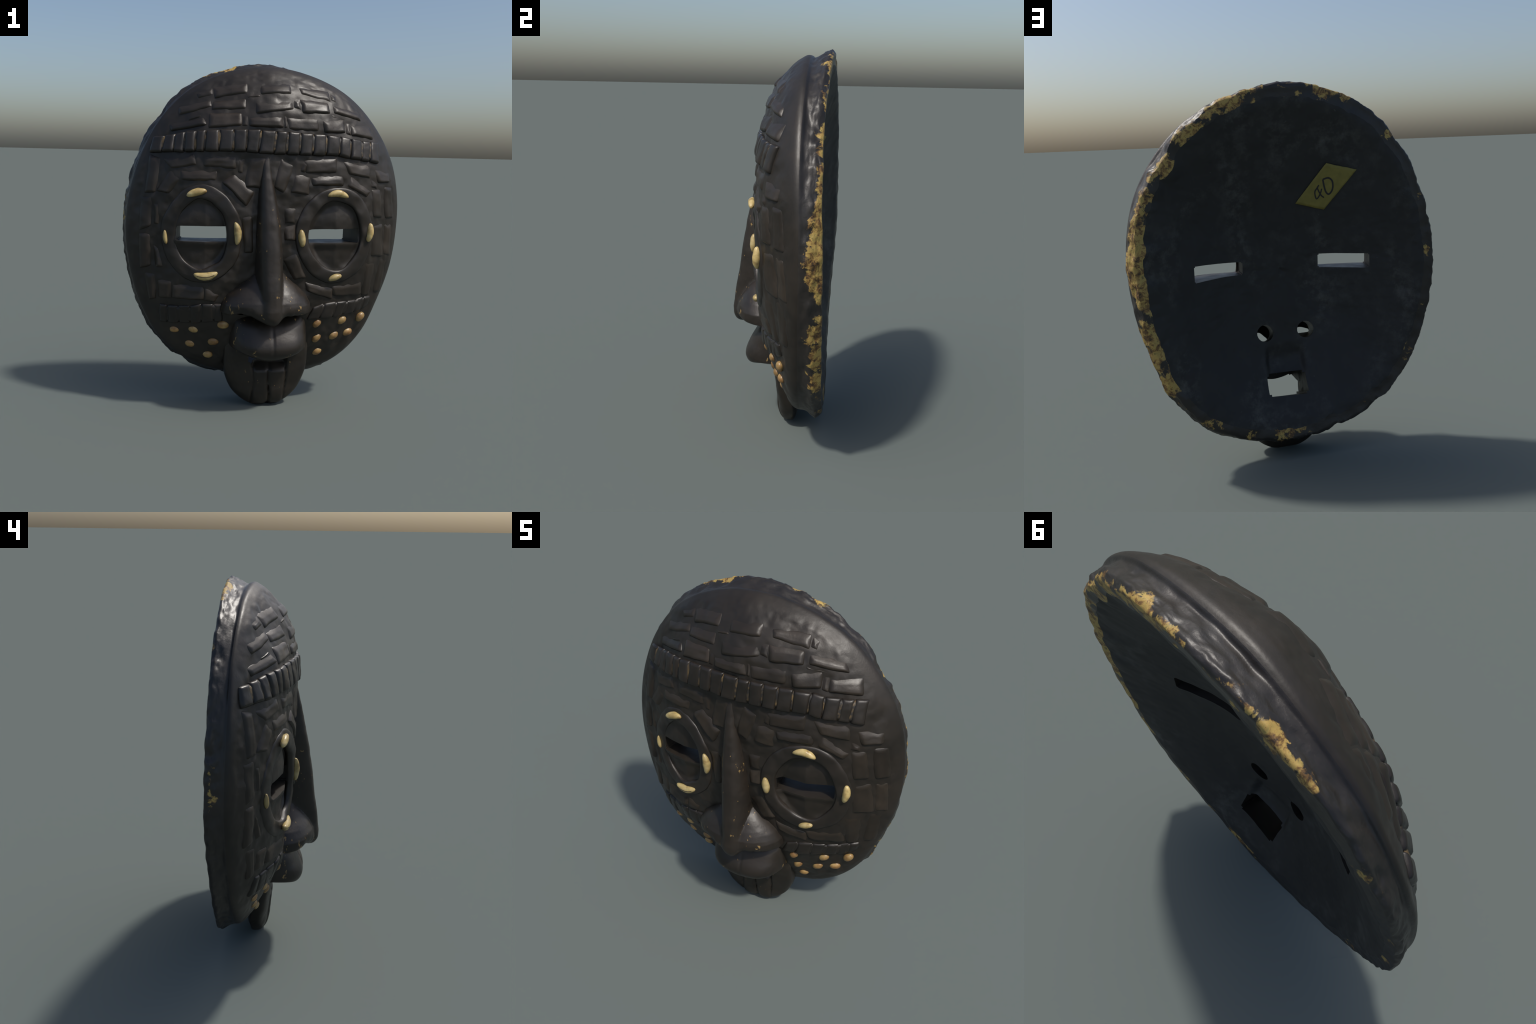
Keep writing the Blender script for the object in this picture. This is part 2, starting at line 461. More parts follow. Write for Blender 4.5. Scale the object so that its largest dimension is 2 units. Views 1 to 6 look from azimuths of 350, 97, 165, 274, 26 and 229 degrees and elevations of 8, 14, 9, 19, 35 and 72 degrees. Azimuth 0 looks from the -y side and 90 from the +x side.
def tube_cutter(p, q, rad):
    p, q = Vector(p), Vector(q); ax = (q - p).normalized()
    s = ax.orthogonal().normalized(); t = ax.cross(s)
    ring = [(math.cos(a), math.sin(a)) for a in np.linspace(0, 2 * math.pi, 20, endpoint=False)]
    v = [c + s * (rad * k * a) + t * (rad * k * b) for c, k in ((p, 1.0), (q, 1.12)) for a, b in ring]
    f = [(i, (i + 1) % 20, 20 + (i + 1) % 20, 20 + i) for i in range(20)] + [tuple(range(20)), tuple(range(20, 40))]
    ob = make_obj('cutter', v, f, MAT_FACE, None, False); outward(ob); ob.hide_render = True
    return ob

eye_cuts = [slit_cutter((.195, .555, .990, 1.068), (.205, .468, 1.002, .990, 1.068, 1.080)),
            slit_cutter((-.570, -.248, .996, 1.084), (-.488, -.215, .995, 1.008, 1.074, 1.079))]
nostril_cuts = [tube_cutter((.104, .14, .686), (.064, -.20, .592), .045),
                tube_cutter((-.125, .14, .686), (-.176, -.20, .592), .045)]
mouth_cut = rough_box(hexahedron('cutter',
    [(-.118, .26, .362), (.108, .26, .370), (.104, .26, .480), (-.116, .26, .480)],
    [(-.095, -.135, .225), (.115, -.135, .225), (.118, -.150, .385), (-.100, -.150, .385)]), .012, 0)

shell = build_shell()
cut(shell, eye_cuts + nostril_cuts + [mouth_cut])

def split_regions(ob, names):
    me = ob.data
    nv = len(me.vertices); co = np.empty(nv * 3); me.vertices.foreach_get('co', co); co = co.reshape(-1, 3)
    groups = {}
    for p in me.polygons:
        groups.setdefault(min(p.material_index, 5), []).append(tuple(p.vertices))
    merged = {}
    for k, fs in groups.items():
        merged.setdefault(names.get(k, names[0]), []).extend(fs)
    return co, merged

co, regions = split_regions(shell, {0: 'face', 1: 'rim', 2: 'back', 3: 'upper_eyelid', 4: 'lower_eyelid'})
parts = {}
for nm, fs in regions.items():
    sides = [None] if 'eyelid' not in nm else [-1, 1]
    for sd in sides:
        sel = fs if sd is None else [f for f in fs if co[f[0]][0] * sd > 0]
        used = sorted({v for f in sel for v in f}); idx = {v: i for i, v in enumerate(used)}
        mat = {'rim': MAT_RIM, 'back': MAT_BACK}.get(nm, MAT_FACE)
        ob = make_obj(nm, co[used], [[idx[v] for v in f] for f in sel], mat)
        sharpen(ob, 38); parts.setdefault(nm, []).append(ob)
bpy.data.objects.remove(shell)

# ------------------------------------------------------------------ raised tiles
def edge_samples(width, b):
    """-1..1 parameter, dense near both ends where the edge rolls over"""
    h = width / 2
    e = [d for d in (0, .15 * b, .4 * b, .75 * b, 1.15 * b, 1.7 * b, 2.3 * b) if d < h * .8]
    left = [-1 + d / h for d in e]
    mid = np.linspace(left[-1], -left[-1], 8)[1:-1]
    return np.array(left + list(mid) + [-v for v in left[::-1]])

def pad(name, quad, height, bevel, mat, parent=root, flat=.22, tilt=.0, pillow=0.0, corner=.14, seed=0, grow=0.0, worn=0.0):
    """a raised piece whose footprint is a quad in (x, z): tl, tr, br, bl"""
    q = np.array(quad, float)
    if grow: q = q + (q - q.mean(0)) * grow
    w = (np.linalg.norm(q[1] - q[0]) + np.linalg.norm(q[2] - q[3])) / 2
    h = (np.linalg.norm(q[3] - q[0]) + np.linalg.norm(q[2] - q[1])) / 2
    us, vs = edge_samples(w, bevel), edge_samples(h, bevel)
    U, V = np.meshgrid(us, vs, indexing='ij')
    u2 = U * np.sqrt(1 - corner * V ** 6); v2 = V * np.sqrt(1 - corner * U ** 6)
    s, t = (u2 + 1) / 2, (1 - v2) / 2
    P = ((1 - s) * (1 - t))[..., None] * q[0] + (s * (1 - t))[..., None] * q[1] + (s * t)[..., None] * q[2] + ((1 - s) * t)[..., None] * q[3]
    x, z = P[..., 0], P[..., 1]
    wob = .004 * noise3(x, z, z, 14, 11.3 + seed)
    x, z = x + wob * (1 - abs(U) * 0), z + .004 * noise3(z, x, x, 14, 4.3 + seed)
    base = face_base(x, z)
    cy = face_base(q[:, 0], q[:, 1])
    bil = (1 - s) * (1 - t) * cy[0] + s * (1 - t) * cy[1] + s * t * cy[2] + (1 - s) * t * cy[3]
    y = base * (1 - flat) + np.maximum(bil, base - .012) * flat + lumps(x, base, z)
    du = (1 - np.abs(U)) * w / 2; dv = (1 - np.abs(V)) * h / 2
    # worn pieces keep a crisp lower edge and melt into the ground at the top and sides
    dv = dv / np.where(V > 0, bevel * (1 + 1.3 * worn), bevel * (1 - .2 * worn)); du = du / (bevel * (1 + .7 * worn))
    d = np.clip(np.minimum(du, dv), 0, 1)
    prof = (1 - .6 * worn) * np.sqrt(np.maximum(1 - (1 - d) ** 2, 0)) + .6 * worn * smooth(0, 1, d)
    H = height * (1 + tilt * (-V)) * (1 - pillow * U ** 2 - pillow * .35 * V ** 2) + .0014 * noise3(x, z, z, 30, seed)
    n = face_normal(x, z)
    top = np.stack([x, y, z], -1) + n * (H * prof - .003)[..., None]
    nu, nv = U.shape
    verts = top.reshape(-1, 3).tolist(); faces = grid_faces(nu, nv)
    # skirt into the face
    loop = [(i, 0) for i in range(nu)] + [(nu - 1, j) for j in range(1, nv)] + [(i, nv - 1) for i in range(nu - 2, -1, -1)] + [(0, j) for j in range(nv - 2, 0, -1)]
    o = len(verts)
    for (i, j) in loop: verts.append((top[i, j] - n[i, j] * .022).tolist())
    L = len(loop)
    for k in range(L):
        a = loop[k][0] * nv + loop[k][1]; b = loop[(k + 1) % L][0] * nv + loop[(k + 1) % L][1]
        faces.append((a, b, o + (k + 1) % L, o + k))
    faces.append(tuple(range(o, o + L)))
    ob = make_obj(name, verts, faces, mat, parent)
    outward(ob)
    return ob

# courses of tiles, corners (x, z): top left, top right, bottom right, bottom left
TILES = {
 'crown': [
    [(-.313, 1.844), (-.150, 1.866), (-.153, 1.814), (-.307, 1.786)],
    [(-.506, 1.738), (-.349, 1.773), (-.344, 1.735), (-.501, 1.688)],
    [(-.321, 1.760), (-.164, 1.779), (-.163, 1.727), (-.325, 1.720)],
    [(-.340, 1.695), (-.188, 1.698), (-.188, 1.637), (-.347, 1.620)],
    [(-.556, 1.634), (-.395, 1.675), (-.377, 1.632), (-.544, 1.598)],
    [(-.094, 1.767), (.084, 1.777), (.096, 1.729), (-.091, 1.702)],
    [(-.130, 1.682), (.028, 1.689), (.038, 1.628), (-.133, 1.631)],
    [(-.064, 1.864), (.088, 1.874), (.090, 1.817), (-.064, 1.810)],
    [(.155, 1.853), (.317, 1.840), (.326, 1.784), (.164, 1.818)],
    [(.155, 1.785), (.306, 1.774), (.316, 1.716), (.165, 1.713)],
    [(.352, 1.760), (.494, 1.730), (.516, 1.684), (.356, 1.718)],
    [(.076, 1.680), (.238, 1.680), (.238, 1.618), (.083, 1.620)],
    [(.279, 1.675), (.404, 1.681), (.409, 1.613), (.289, 1.611)],
    [(.459, 1.654), (.581, 1.655), (.596, 1.584), (.460, 1.601)]],
 'filler': [
    [(-.140, 1.802), (-.078, 1.806), (-.078, 1.792), (-.140, 1.786)], [(.105, 1.790), (.146, 1.786), (.148, 1.730), (.108, 1.740)],
    [(-.470, 1.672), (-.400, 1.690), (-.390, 1.680), (-.460, 1.655)], [(.340, 1.708), (.440, 1.690), (.440, 1.680), (.345, 1.694)],
    [(-.175, 1.690), (-.142, 1.690), (-.145, 1.632), (-.178, 1.632)], [(.046, 1.692), (.068, 1.692), (.072, 1.630), (.050, 1.630)],
    [(.338, 1.830), (.372, 1.812), (.368, 1.780), (.340, 1.792)], [(-.420, 1.812), (-.330, 1.842), (-.330, 1.802), (-.400, 1.782)],
    [(.418, 1.672), (.448, 1.668), (.452, 1.606), (.420, 1.610)], [(.215, 1.450), (.160, 1.444), (.150, 1.400), (.172, 1.390)],
    [(.580, 1.362), (.628, 1.330), (.620, 1.300), (.584, 1.310)], [(-.205, 1.452), (-.160, 1.456), (-.172, 1.380), (-.200, 1.390)]],
 'brow': [
    [(-.592, 1.450), (-.440, 1.470), (-.427, 1.418), (-.549, 1.395)],
    [(-.375, 1.465), (-.219, 1.466), (-.218, 1.400), (-.372, 1.413)],
    [(-.495, 1.383), (-.322, 1.384), (-.327, 1.336), (-.491, 1.332)],
    [(-.672, 1.457), (-.615, 1.434), (-.640, 1.270), (-.697, 1.266)],
    [(-.560, 1.384), (-.505, 1.337), (-.565, 1.263), (-.630, 1.270)],
    [(-.213, 1.364), (-.117, 1.279), (-.153, 1.206), (-.275, 1.322)],
    [(-.135, 1.455), (-.048, 1.460), (-.065, 1.308), (-.156, 1.313)],
    [(.037, 1.452), (.103, 1.415), (.060, 1.284), (.002, 1.309)],
    [(.119, 1.371), (.199, 1.361), (.195, 1.270), (.100, 1.283)],
    [(.177, 1.453), (.348, 1.469), (.352, 1.393), (.187, 1.388)],
    [(.409, 1.452), (.566, 1.431), (.569, 1.363), (.439, 1.384)],
    [(.224, 1.362), (.389, 1.375), (.394, 1.319), (.231, 1.317)],
    [(.454, 1.365), (.574, 1.290), (.549, 1.258), (.438, 1.312)],
    [(.599, 1.420), (.715, 1.387), (.712, 1.336), (.635, 1.336)]],
 'temple': [
    [(.590, 1.288), (.650, 1.289), (.671, 1.141), (.608, 1.148)],
    [(.682, 1.297), (.742, 1.298), (.762, 1.134), (.698, 1.137)],
    [(.618, 1.078), (.681, 1.085), (.700, .909), (.612, .918)],
    [(.704, 1.077), (.755, 1.076), (.764, .907), (.712, .918)],
    [(-.722, 1.225), (-.662, 1.227), (-.667, 1.080), (-.727, 1.052)],
    [(-.731, 1.018), (-.671, 1.012), (-.665, .853), (-.723, .835)],
    [(-.648, 1.190), (-.622, 1.190), (-.622, 1.090), (-.648, 1.090)]],
 'cheek': [
    [(.570, .860), (.654, .860), (.630, .678), (.574, .676)],
    [(.374, .737), (.547, .750), (.561, .675), (.394, .683)],
    [(.684, .870), (.742, .862), (.715, .685), (.660, .694)],
    [(.211, .764), (.362, .725), (.360, .664), (.223, .716)],
    [(-.700, .790), (-.641, .790), (-.635, .663), (-.671, .651)],
    [(-.625, .762), (-.553, .757), (-.552, .668), (-.618, .668)],
    [(-.538, .748), (-.383, .744), (-.381, .669), (-.539, .671)],
    [(-.367, .741), (-.293, .693), (-.311, .658), (-.372, .665)],
    [(-.650, .960), (-.625, .940), (-.600, .850), (-.640, .840)]],
 'nose_side': [
    [(.060, 1.190), (.125, 1.185), (.125, 1.110), (.066, 1.110)],
    [(.066, 1.088), (.126, 1.098), (.130, 1.016), (.070, 1.016)],
    [(.070, .895), (.137, .934), (.196, .804), (.131, .793)],
    [(-.172, 1.127), (-.115, 1.133), (-.110, .954), (-.155, .954)]],
}
HEIGHTS = {'filler': .008, 'crown': .013, 'brow': .012, 'temple': .012, 'cheek': .011, 'nose_side': .011}
rng = random.Random(7)
for course, quads in TILES.items():
    for k, qd in enumerate(quads):
        pad('tile', qd, HEIGHTS[course] * rng.uniform(.75, 1.25), .015, MAT_TILE,
            tilt=rng.uniform(.05, .55), seed=k * 1.37 + len(course), grow=.16, worn=rng.uniform(.5, 1.0))

# ------------------------------------------------------------------ headband and cheek bands of lugs
BAND_TOP = [(-.648, 1.567), (-.583, 1.573), (-.526, 1.585), (-.475, 1.595), (-.416, 1.600), (-.367, 1.605), (-.297, 1.611),
            (-.220, 1.614), (-.149, 1.618), (-.072, 1.615), (.007, 1.611), (.072, 1.609), (.142, 1.607), (.218, 1.603),
            (.294, 1.598), (.378, 1.592), (.442, 1.583), (.513, 1.574), (.572, 1.570), (.632, 1.566)]
BAND_LOW = [(-.670, 1.474), (-.602, 1.477), (-.540, 1.480), (-.484, 1.483), (-.424, 1.486), (-.378, 1.488), (-.299, 1.489),
            (-.225, 1.490), (-.156, 1.489), (-.090, 1.486), (-.008, 1.482), (.063, 1.481), (.135, 1.480), (.211, 1.479),
            (.289, 1.479), (.365, 1.478), (.437, 1.467), (.508, 1.458), (.563, 1.450), (.629, 1.441)]
CHEEK_R_TOP = [(.258, .620), (.325, .637), (.404, .644), (.475, .641), (.539, .646), (.591, .655), (.641, .660)]
CHEEK_R_LOW = [(.222, .541), (.301, .546), (.384, .546), (.450, .555), (.527, .561), (.576, .570), (.631, .599)]
CHEEK_L_TOP = [(-.615, .628), (-.572, .622), (-.510, .626), (-.448, .632), (-.385, .646), (-.319, .648), (-.269, .646)]
CHEEK_L_LOW = [(-.613, .518), (-.566, .512), (-.504, .516), (-.440, .522), (-.381, .528), (-.311, .536), (-.262, .538)]

def lug_band(name, top, low, height, gap, mat, joint):
    base = None
    quads = []
    for i in range(len(top) - 1):
        quads.append([np.array(top[i]), np.array(top[i + 1]), np.array(low[i + 1]), np.array(low[i])])
    # backing strip, seen in the joints
    tp = catmull(top, 5); lw = catmull(low, 5)
    nv = 7; verts = []
    tp, lw = tp[2:-2], lw[2:-2]
    for a, b in zip(tp, lw):
        for j in range(nv):
            t = .06 + .88 * j / (nv - 1); p = a * (1 - t) + b * t
            nn = face_normal(np.array(p[0]), np.array(p[1]))
            h = height * .55 * min(1, 6 * min(t, 1 - t))
            verts.append(np.array([p[0], float(face_base(p[0], p[1])), p[1]]) + nn * h)
    strip = make_obj(name, verts, grid_faces(len(tp), nv), joint)
    md = strip.modifiers.new('thick', 'SOLIDIFY'); md.thickness = .012; md.offset = -1
    outward(strip); apply_mods(strip)
    for i, (a, b, c, d) in enumerate(quads):
        g = gap * rng.uniform(.7, 1.3)
        e = (b - a) / np.linalg.norm(b - a) * g; f = (c - d) / np.linalg.norm(c - d) * g
        pad('lug', [a + e, b - e, c - f, d + f], height * rng.uniform(.9, 1.1), min(.015, np.linalg.norm(b - a) * .3), mat, strip,
            flat=.0, tilt=.08, pillow=.12, corner=.10, seed=i * .77 + height * 900)
    return strip

lug_band('headband', BAND_TOP, BAND_LOW, .024, -.0008, MAT_LUG, MAT_GAP)
lug_band('cheek_band', CHEEK_R_TOP, CHEEK_R_LOW, .014, .0, MAT_LUG, MAT_FACE)
lug_band('cheek_band', CHEEK_L_TOP, CHEEK_L_LOW, .015, .0, MAT_LUG, MAT_FACE)

# ------------------------------------------------------------------ eye rings
def eye_ring(cx, cz, a=.188, b=.231, half=.041, height=.011, seed=0):
    nt, nc = 128, 18
    verts = np.zeros((nt, nc, 3))
    for i in range(nt):
        t = 2 * math.pi * i / nt
        k = 1 + .05 * mnoise.noise((math.cos(t) * 1.4 + seed, math.sin(t) * 1.4, seed))
        px, pz = cx + a * math.cos(t) * k, cz + b * math.sin(t) * k
        nx, nz = math.cos(t) / a, math.sin(t) / b; l = math.hypot(nx, nz); nx, nz = nx / l, nz / l
        hw = half * (1 + .15 * mnoise.noise((math.cos(t) * 2.3, math.sin(t) * 2.3, seed + 5)))
        hh = height * (1 + .45 * mnoise.noise((math.cos(t) * 2.9, math.sin(t) * 2.9, seed + 9)))
        for j in range(nc):
            f = math.pi * (j / (nc - 1)); c, s = math.cos(f), math.sin(f)
            off = hw * math.copysign(abs(c) ** .75, c)
            x, z = px + nx * off, pz + nz * off
            y0 = float(face_base(x, z))
            inn = .024 if c < 0 else .016          # the inner wall drops into the socket
            y = y0 - hh * s ** .8 + inn * (1 - s) ** 3
            y += .0030 * mnoise.noise((x * 22, y0 * 22, z * 22 + seed)) + float(lumps(np.array(x), np.array(y0), np.array(z)))
            verts[i, j] = (x, y, z)
    faces = grid_faces(nt, nc, True)
    for i in range(nt): faces.append((i * nc, i * nc + nc - 1, ((i + 1) % nt) * nc + nc - 1, ((i + 1) % nt) * nc))
    ob = make_obj('eye_ring', verts.reshape(-1, 3), faces, MAT_RING); outward(ob)
    return ob

rings = [eye_ring(-.388, EYES[0][1], .181, seed=1.3), eye_ring(.367, EYES[1][1], .198, seed=4.7)]

# ------------------------------------------------------------------ shells set in the rings, studs on the cheeks
def set_frame(x, z, lift):
    n = Vector(face_normal(np.array(float(x)), np.array(float(z))).tolist())
    p = Vector((x, float(face_base(x, z)), z)) + n * lift
    return p, n

def blob(name, x, z, ypos, length, width, thick, rot, bend, mat, parent, seed=0, point=.0, crack=False, lean=.55):
    """pointed lens lying on the face; rot in the (x, z) plane, bend curls it into a crescent"""
    nu, nv = 28, 18
    p, n = set_frame(x, z, 0)
    n = (n * (1 - lean) + Vector((0, -1, 0)) * lean).normalized()
    p.y = min(ypos, p.y - .016) if parent is not root else ypos
    ex = Vector((math.cos(rot), 0, math.sin(rot))); ex = (ex - n * ex.dot(n)).normalized(); ez = n.cross(ex)
    if ez.z * math.cos(rot) < 0: ez = -ez
    verts = []
    for i in range(nu):
        u = -1 + 2 * i / (nu - 1)
        wdt = max(1 - abs(u) ** (2.2 - point), 0) ** .5
        for j in range(nv):
            f = 2 * math.pi * j / nv
            a = length * u; b = width * wdt * math.cos(f) + bend * (1 - u * u) - bend * .5
            c = thick * wdt * math.sin(f)
            k = 1 + .10 * mnoise.noise((a * 40 + seed, b * 40, c * 40))
            verts.append(p + ex * a + ez * b * k + n * c * k)
    faces = [(i * nv + j, i * nv + (j + 1) % nv, (i + 1) * nv + (j + 1) % nv, (i + 1) * nv + j) for i in range(nu - 1) for j in range(nv)]
    ob = make_obj(name, verts, faces, mat, parent)
    bm = bmesh.new(); bm.from_mesh(ob.data); bmesh.ops.remove_doubles(bm, verts=bm.verts, dist=1e-5)
    bmesh.ops.recalc_face_normals(bm, faces=bm.faces); bm.to_mesh(ob.data); bm.free()
    if crack:
        vs = []
        for i in range(12):
            u = -.72 + 1.44 * i / 11
            top = p + ex * (length * u) + ez * (bend * (1 - u * u) - bend * .5 + .003 * mnoise.noise((u * 4, seed, 0))) + n * (thick * max(1 - abs(u) ** 2.2, 0) ** .5 * .985)
            for sx, sn in ((-1, -.004), (-1, .0012), (1, .0012), (1, -.004)):
                vs.append(top + ez * (.0016 * sx) + n * sn)
        fs = [(i * 4 + j, i * 4 + (j + 1) % 4, (i + 1) * 4 + (j + 1) % 4, (i + 1) * 4 + j) for i in range(11) for j in range(4)]
        outward(make_obj('shell_slit', vs, fs, MAT_SLIT, ob))
    return ob

D = math.radians
SHELLS = [  # eye, x, z, y, half length, half width, half thickness, turn, bend, crack
    (0, -.420, 1.266, -.062, .058, .021, .020, D(14), .006, False),
    (0, -.200, 1.049, -.094, .064, .021, .022, D(95), -.010, False),
    (0, -.366, .812, -.068, .068, .023, .022, D(4), -.016, True),
    (0, -.586, 1.013, .002, .040, .012, .014, D(97), .002, False),
    (1, .369, 1.267, -.103, .063, .020, .020, D(-3), .018, False),
    (1, .164, 1.024, -.100, .050, .021, .020, D(96), .000, False),
    (1, .581, 1.050, -.036, .055, .021, .022, D(84), -.006, False),
    (1, .376, .794, -.074, .042, .019, .020, D(18), .003, False),
]
for k, (e, x, z, y, l, w, t, rt, bd, cr) in enumerate(SHELLS):
    blob('cowrie_shell', x, z, y, l, w, t, rt, bd, MAT_COWRIE, rings[e], k * 2.1, .3, cr)

STUDS = [(.292, .515), (.455, .520), (.583, .528), (.302, .417), (.413, .424), (.507, .435), (.320, .322),
         (-.527, .472), (-.422, .481), (-.259, .518), (-.436, .384), (-.307, .406), (-.333, .316)]
STUD_Y = [-.036, .012, .060, .004, .030, .062, .055, .056, .012, -.048, .064, .008, .060]
for k, ((x, z), y) in enumerate(zip(STUDS, STUD_Y)):
    r = rng.uniform(.026, .032)
    blob('stud', x, z, y, r * 1.12, r * .86, .020, D(rng.uniform(10, 50) if x > 0 else rng.uniform(-30, 20)), .002, MAT_STUD, root, k * 1.9 + 40, .2, lean=.25)

# ------------------------------------------------------------------ nose
NOSE = [  # z, middle x, half width, ridge y
    (1.480, -.042, .022, -.116), (1.430, -.042, .027, -.131), (1.350, -.040, .034, -.152), (1.250, -.034, .046, -.171),
    (1.100, -.024, .060, -.203), (.950, -.017, .066, -.226), (.800, -.013, .066, -.246), (.690, -.010, .066, -.261),
    (.630, -.010, .072, -.268), (.590, -.010, .072, -.268), (.560, -.010, .068, -.266), (.545, -.010, .062, -.260), (.535, -.010, .056, -.256)]
WING_HALF = [(.50, .258), (.60, .258), (.65, .254), (.70, .226), (.75, .175), (.80, .115), (.86, .07), (1.5, .06)]   # z, reach from the ridge
WING_OUT = [(.50, .174), (.62, .176), (.67, .168), (.72, .142), (.77, .108), (.82, .064), (.89, 0), (1.5, 0)]            # z, stand-out of the wing
def nose_height(x, z):
    """how far the nose stands out in front of y = -.07, and whether the wing leads"""
    st = sorted(NOSE); zs = [s[0] for s in st]
    xc, w, yr = (np.interp(z, zs, [s[k] for s in st]) for k in (1, 2, 3))
    d = np.abs(x - xc) / w
    d = d / 1.22
    ridge = (-.07 - yr) * np.maximum(1 - np.minimum(d, 1.0) ** 2.8, 0) ** .55 - .9 * np.maximum(d - 1, 0) * w
    wh = np.interp(z, [a for a, _ in WING_HALF], [b for _, b in WING_HALF]) * np.where(x < 0, 1.05, .96)
    wo = np.interp(z, [a for a, _ in WING_OUT], [b for _, b in WING_OUT])
    e = np.abs(x + .008) / wh
    wing = wo * np.maximum(1 - np.minimum(e, 1.0) ** 2.5, 0) ** .54 - .5 * np.maximum(e - 1, 0) * wh
    k = .006
    h = k * np.logaddexp(ridge / k, wing / k)
    return h, wing > ridge

def build_nose():
    nx = 150; xs = np.linspace(-.285, .27, nx)
    nz = 150; nu = 14
    verts = np.zeros((nx, nz + nu, 3)); lead = np.zeros((nx, nz + nu), bool)
    for i, x0 in enumerate(xs):
        zb = .546 + .052 * min(abs(x0) / .12, 1) ** 1.4 + .02 * max(abs(x0) - .12, 0)
        zb += .026 * math.exp(-((x0 - .066) / .034) ** 2) + .012 * math.exp(-((x0 + .176) / .034) ** 2)      # nostril arches
        t = np.linspace(0, 1, nz); z = 1.49 + (zb - 1.49) * (1 - (1 - t) ** 1.35)
        x = x0 * (.44 + .56 * (1 - smooth(.82, .96, z)))    # the sheet narrows beside the eyes
        h, ld = nose_height(x, z)
        roll = np.clip((z - zb) / .055, 0, 1)             # the lower edge rolls under
        h = np.where(h > 0, h * (.80 + .20 * np.sqrt(1 - (1 - roll) ** 2)), h)
        base = face_base(x, z)
        y = np.where(h > .002, np.minimum(-.07 - h, base + .02), base + .02 + np.maximum(-h, 0))
        y = np.minimum(y, base + .03) + .0030 * noise3(x, y, z, 9, 2.5) + .0014 * noise3(x, y, z, 26, 1.5)
        verts[i, :nz] = np.stack([x, y, z], 1); lead[i, :nz] = ld
        for j in range(nu):                               # underside back to the face
            s = (j + 1) / nu
            verts[i, nz + j] = (x0, y[-1] + (max(base[-1], -.05) + .02 - y[-1]) * s, zb - .004 * math.sin(s * math.pi) + .012 * s)
            lead[i, nz + j] = ld[-1]
    n = nz + nu
    V = verts.reshape(-1, 3); lf = lead.reshape(-1)
    # open the nostrils in the underside and line them with short tubes
    def in_nostril(c):
        for a, b in NOSTRIL_AXIS:
            a, b = Vector(a), Vector(b); d = (b - a).normalized(); w = Vector(c) - a
            if (w - d * w.dot(d)).length < NOSTRIL_R: return True
        return False
    groups = {0: [], 1: [], 2: []}
    for f in grid_faces(nx, n):
        c = V[list(f)].mean(0)
        if all(q % n >= nz - 1 for q in f) and in_nostril(c): continue
        g = 0
        if lf[list(f)].all() and c[2] < .84: g = 1 if c[0] < 0 else 2
        groups[g].append(f)
    tube_v, tube_f = [], []
    for (a, b) in NOSTRIL_AXIS:
        a, b = Vector(a), Vector(b); o = len(V) + len(tube_v)
        d = (b - a).normalized(); e1 = Vector((1, 0, 0)); e2 = d.cross(e1)
        for k in range(13):
            c = a.lerp(b, k / 12 * .66)
            for m_ in range(24):
                t = 2 * math.pi * m_ / 24
                v = c + e1 * (NOSTRIL_R * math.cos(t)) + e2 * (NOSTRIL_R * math.sin(t))
                tube_v.append((v.x, v.y, max(v.z, .545 + .052 * min(abs(v.x) / .12, 1) ** 1.4)))
        tube_f += [(o + k * 24 + m_, o + k * 24 + (m_ + 1) % 24, o + (k + 1) * 24 + (m_ + 1) % 24, o + (k + 1) * 24 + m_) for k in range(12) for m_ in range(24)]
    V = np.vstack([V, tube_v]); groups[0] += tube_f
    res = {}
    for g, fs in groups.items():
        used = sorted({v for f in fs for v in f}); idx = {v: i for i, v in enumerate(used)}
        res[g] = make_obj('nose' if g == 0 else 'nostril_wing', V[used], [[idx[v] for v in f] for f in fs], MAT_NOSE, root if g == 0 else res[0])
        if g: 
            if sum(q.normal.y for q in res[g].data.polygons) > 0: res[g].data.flip_normals()
        else: outward(res[g])
        sharpen(res[g], 55)
    return res[0]
NOSTRIL_R = .047
NOSTRIL_AXIS = [((.092, .03, .656), (.064, -.20, .592)), ((-.142, .03, .656), (-.176, -.20, .592))]
nose = build_nose()

# ------------------------------------------------------------------ protruding lip
LIP = [(.020, .590), (-.066, .572), (-.116, .535), (-.150, .482), (-.178, .428), (-.186, .386), (-.172, .348), (-.146, .326), (-.098, .314), (-.040, .310), (.030, .312)]
def build_lip():
    prof = catmull(LIP, 6); nu = 120; verts = []
    for i in range(nu):
        u = -1 + 2 * i / (nu - 1)
        x = .008 + .226 * math.copysign(abs(u) ** .9, u)
        fall = max(1 - abs(u) ** 3.4, 0) ** .55
        for y, z in prof:
            yy = .030 + (y - .030) * (.10 + .90 * fall)
            zz = z + .105 * abs(u) ** 1.5 * (.42 + .58 * min(max((y + .186) / .09, 0), 1)) * min(max((.47 - z) / .14, 0), 1)
            groove = .0045 * math.exp(-((x - .014) / .010) ** 2) * float(smooth(.33, .39, z)) * (1 - float(smooth(.46, .54, z)))
            k = .0025 * mnoise.noise((x * 9, yy * 9, zz * 9))
            verts.append((x, yy + groove + k, zz))
    n = len(prof)
    faces = grid_faces(nu, n) + [tuple(range(n)), tuple((nu - 1) * n + j for j in range(n))]
    for i in range(nu - 1): faces.append((i * n, (i + 1) * n, (i + 1) * n + n - 1, i * n + n - 1))
    ob = make_obj('lip', verts, faces, MAT_NOSE); outward(ob)
    cut(ob, [mouth_cut]); sharpen(ob, 50)
    return ob
build_lip()

